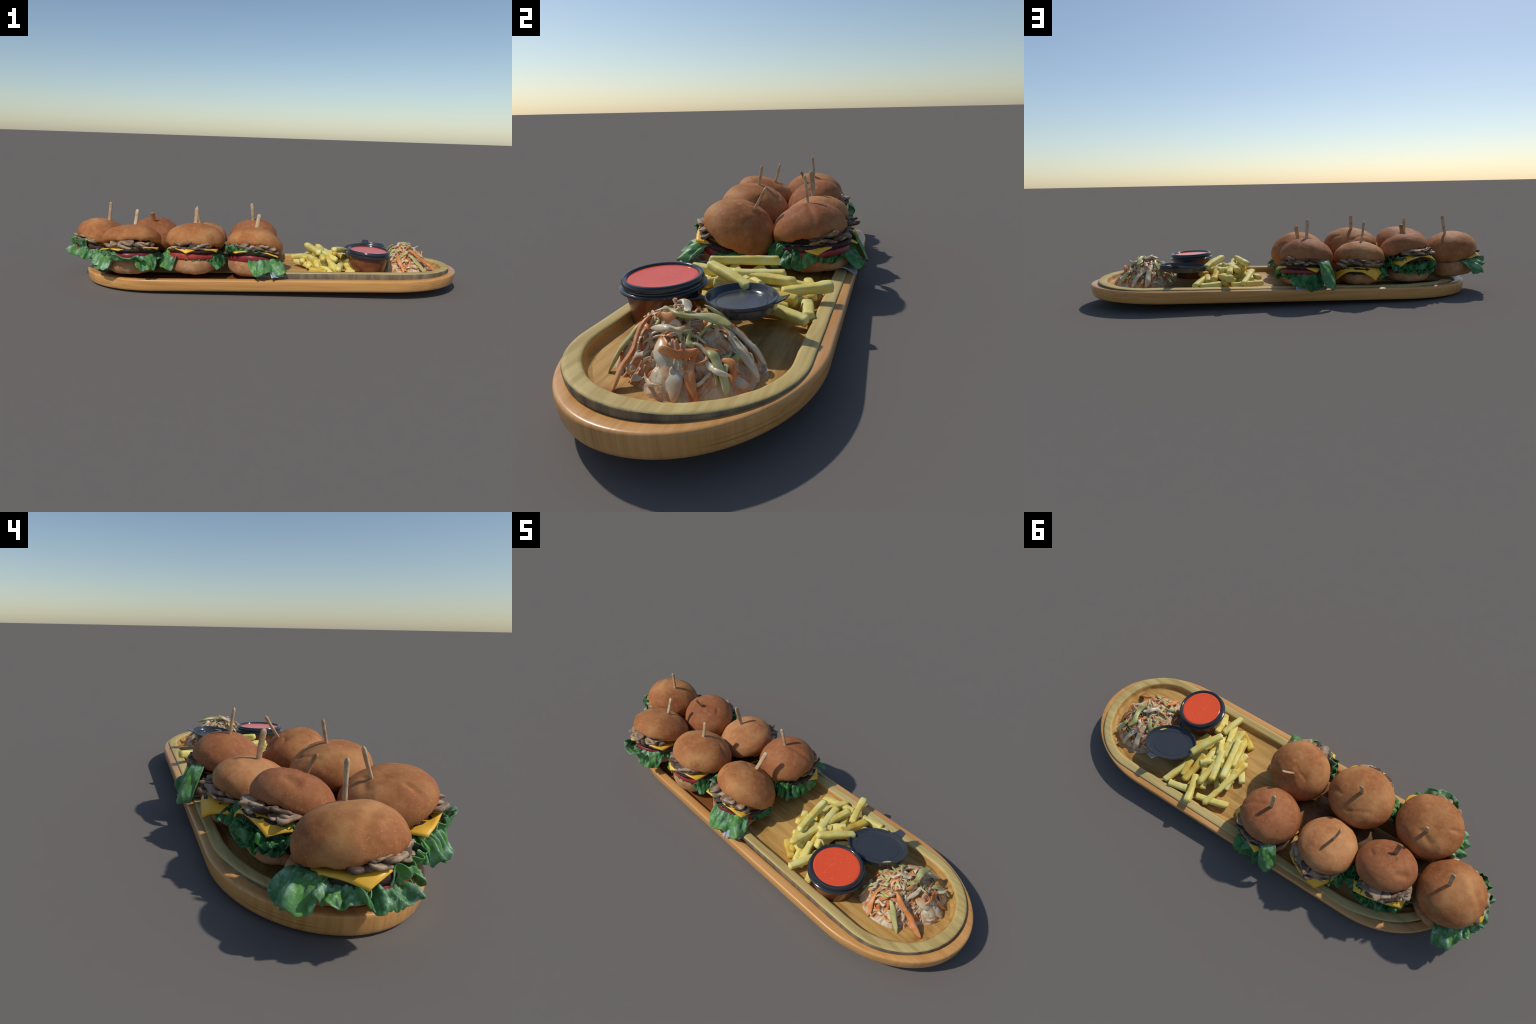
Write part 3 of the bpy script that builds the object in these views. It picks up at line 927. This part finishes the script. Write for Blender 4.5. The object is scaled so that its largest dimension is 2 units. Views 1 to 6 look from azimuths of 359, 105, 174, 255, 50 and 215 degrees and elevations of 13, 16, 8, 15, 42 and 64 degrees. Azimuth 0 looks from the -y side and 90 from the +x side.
def build_slaw():
    n, seg, v = 80, 220, []
    for i in range(n):
        s = ((i + 0.3) / n)
        for j in range(seg):
            t = TAU * j / seg
            R = 0.162
            x, y = R * s * math.cos(t), R * 1.16 * s * math.sin(t)
            v.append((x + 0.007 * nz(x * 40, y * 40, 12), y + 0.007 * nz(x * 40, y * 40, 22), slaw_height(x, y) - 0.004 - 0.01 * smooth(0.9, 1, s)))
    f = grid_faces(n, seg, True)
    f.append(tuple(range(seg)))
    o = add("slaw_mound", mesh("slaw_mound", v, f, M["slaw"]), slaw)
    o["kind"] = "stuff"
    # shreds: curved, slightly twisted strips
    shapes = []
    for k in range(18):
        L, w, th = 0.050 + 0.045 * ((k * 0.37) % 1), 0.012 + 0.009 * ((k * 0.61) % 1), 0.0055 + 0.003 * ((k * 0.23) % 1)
        m, sg, vv = 18, 12, []
        for i in range(m):
            s = i / (m - 1)
            e = math.sqrt(max(0.03, 1 - abs(2 * s - 1) ** 2.5)) * (1 + 0.3 * nz(s * 3, k * 1.9))
            bz = -0.30 * L * (s - 0.5) ** 2 * (0.6 + k % 3) + 0.010 * nz(s * 2.4, k * 2.2)
            by = 0.03 * nz(s * 1.8, k * 1.3, 4)
            tw = 1.3 * nz(s * 1.5, k * 3.1, 8)
            for j in range(sg):
                t = TAU * j / sg
                a, b = e * w / 2 * math.cos(t), e * th / 2 * math.sin(t)
                vv.append(((s - 0.5) * L, by + a * math.cos(tw) - b * math.sin(tw), bz + a * math.sin(tw) + b * math.cos(tw)))
        ff = grid_faces(m, sg, True) + [tuple(range(sg))[::-1], tuple((m - 1) * sg + j for j in range(sg))]
        kind, mat = (("cabbage_shred", M["cream"]), ("cabbage_shred", M["cabbage"]), ("carrot_shred", M["carrot"]))[(0, 2, 0, 1, 2, 0, 0, 1, 2)[k % 9]]
        shapes.append((kind, mesh(kind, vv, ff, mat)))
    rnd = random.Random(5)
    for k in range(190):
        a = rnd.uniform(0, TAU)
        rad = 0.128 * math.sqrt(rnd.uniform(0.0, 1.0))
        x, y = rad * math.cos(a) - 0.008, rad * 1.16 * math.sin(a)
        h = slaw_height(x, y)
        gx = (slaw_height(x + 0.015, y) - slaw_height(x - 0.015, y)) / 0.03
        gy = (slaw_height(x, y + 0.015) - slaw_height(x, y - 0.015)) / 0.03
        nrm = Vector((-gx, -gy, 1)).normalized()
        # most shreds slide down the slope, some lie across it
        lie = math.atan2(y, x) + rnd.gauss(0, 0.55) + (math.pi / 2 if rnd.random() < 0.3 else 0)
        along = Vector((math.cos(lie), math.sin(lie), 0))
        along = (along - nrm * along.dot(nrm)).normalized()
        R = Matrix((along, nrm.cross(along), nrm)).transposed().to_4x4()
        R = R @ Matrix.Rotation(rnd.gauss(0, 0.2), 4, "Y") @ Matrix.Rotation(rnd.gauss(0, 0.5), 4, "X")
        kind, me = shapes[rnd.randrange(len(shapes))]
        s = rnd.uniform(0.5, 1.05)
        add(kind, me, slaw, (x, y, max(0.004, h + rnd.uniform(-0.002, 0.005))), R.to_euler(), (s, s, s))

    # the long pieces that stand out: from, to, width, kind
    for k, (a, b, w, kind) in enumerate(LONG_SHREDS):
        a, b = Vector(a) - slaw.location, Vector(b) - slaw.location
        ax = (b - a).normalized()
        side = ax.cross(Vector((a.x + b.x, a.y + b.y, 0.12))).normalized()
        out = side.cross(ax)
        m, sg, vv = 22, 14, []
        for i in range(m):
            s = i / (m - 1)
            c = a.lerp(b, s) + out * (0.005 * math.sin(math.pi * s) + 0.008 * nz(s * 3, k * 1.7)) + side * 0.014 * nz(s * 2, k * 2.9, 5)
            e = math.sqrt(max(0.04, 1 - abs(2 * s - 1) ** 3)) * (1 + 0.35 * nz(s * 4, k * 3.7))
            tw = 0.9 * nz(s * 1.5, k * 4.1, 8)
            for j in range(sg):
                t = TAU * j / sg
                p, q = e * w / 2 * math.cos(t), e * w * 0.24 * math.sin(t)
                vv.append(c + side * (p * math.cos(tw) - q * math.sin(tw)) + out * (p * math.sin(tw) + q * math.cos(tw)))
        ff = grid_faces(m, sg, True) + [tuple(range(sg))[::-1], tuple((m - 1) * sg + j for j in range(sg))]
        add("carrot_shred" if kind == "carrot" else "cabbage_shred", mesh("long_shred", vv, ff, M[kind]), slaw)


LONG_SHREDS = [
    ((0.745, -0.035, 0.200), (0.888, -0.056, 0.096), 0.022, "carrot"), ((0.752, 0.008, 0.214), (0.764, 0.145, 0.196), 0.026, "cabbage"),
    ((0.800, 0.010, 0.176), (0.885, 0.075, 0.094), 0.032, "cream"), ((0.815, 0.030, 0.165), (0.880, 0.060, 0.100), 0.020, "cream"),
    ((0.790, 0.060, 0.175), (0.880, 0.105, 0.096), 0.020, "carrot"), ((0.735, 0.100, 0.190), (0.775, 0.200, 0.094), 0.028, "cream"),
    ((0.700, 0.095, 0.185), (0.715, 0.200, 0.096), 0.026, "cream"), ((0.800, 0.110, 0.160), (0.850, 0.165, 0.100), 0.022, "cabbage"),
    ((0.690, -0.050, 0.185), (0.700, -0.130, 0.098), 0.020, "carrot"), ((0.740, -0.060, 0.175), (0.820, -0.105, 0.095), 0.020, "cabbage"),
    ((0.680, 0.000, 0.205), (0.745, 0.050, 0.212), 0.020, "cream"), ((0.690, 0.060, 0.205), (0.660, 0.130, 0.130), 0.020, "cabbage"),
    ((0.785, -0.020, 0.185), (0.780, 0.060, 0.190), 0.016, "cream"), ((0.660, -0.030, 0.180), (0.635, -0.095, 0.110), 0.020, "cabbage"),
]
build_slaw()

# ------------------------------------------------------------------ paper liner peeking out from under the burgers
paper = empty("paper_liner", (-0.1, 0.0, 0.07), "torn grey-white greaseproof paper corners", "paper")


def paper_piece(pts, seed):
    """crumpled corner of the liner: ruled between an inner edge and an outer edge"""
    (a0, a1), (b0, b1) = pts
    n, v = 18, []
    for i in range(n + 1):
        for j in range(n + 1):
            p = Vector(a0).lerp(Vector(a1), j / n).lerp(Vector(b0).lerp(Vector(b1), j / n), i / n)
            p.z += 0.006 * nz(p.x * 28, p.y * 28, seed) + 0.012 * math.sin(math.pi * i / n)
            rag = (i / n) ** 3
            p.x += rag * 0.012 * nz(j * 0.4, seed, 3)
            p.y += rag * 0.012 * nz(j * 0.4, seed, 9)
            v.append(p - paper.location)
    o = add("paper_sheet", mesh("paper_sheet", v, grid_faces(n + 1, n + 1), M["paper"]), paper)
    o.modifiers.new("thickness", "SOLIDIFY").thickness = 0.0012


paper_piece((((-0.13, -0.16, 0.098), (0.07, -0.15, 0.098)), ((-0.02, -0.262, 0.098), (0.10, -0.245, 0.095))), 1.0)
paper_piece((((0.02, -0.22, 0.13), (0.08, -0.18, 0.13)), ((0.045, -0.292, 0.097), (0.106, -0.244, 0.095))), 2.0)
paper_piece((((-0.12, 0.22, 0.085), (0.03, 0.22, 0.088)), ((-0.10, 0.318, 0.078), (0.025, 0.322, 0.08))), 3.0)


def build_bed():
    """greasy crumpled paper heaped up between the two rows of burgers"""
    nx, ny, v = 90, 24, []
    for i in range(ny + 1):
        for j in range(nx + 1):
            x = -0.80 + 0.76 * j / nx
            b = 2 * i / ny - 1
            y = 0.015 + 0.11 * b
            top = 0.128 - 0.02 * smooth(-0.45, -0.2, x) + 0.02 * nz(x * 8, 3.1) + 0.01 * nz(x * 22, y * 22, 6)
            edge = max(abs(b) ** 2, abs(2 * j / nx - 1) ** 8)
            v.append(Vector((x, y, 0.07 + 0.015 * x + (top - 0.07) * max(0, 1 - edge))) - paper.location)
    o = add("crumpled_paper", mesh("crumpled_paper", v, grid_faces(ny + 1, nx + 1), M["greasy_paper"]), paper)
    o.modifiers.new("thickness", "SOLIDIFY").thickness = 0.002


build_bed()
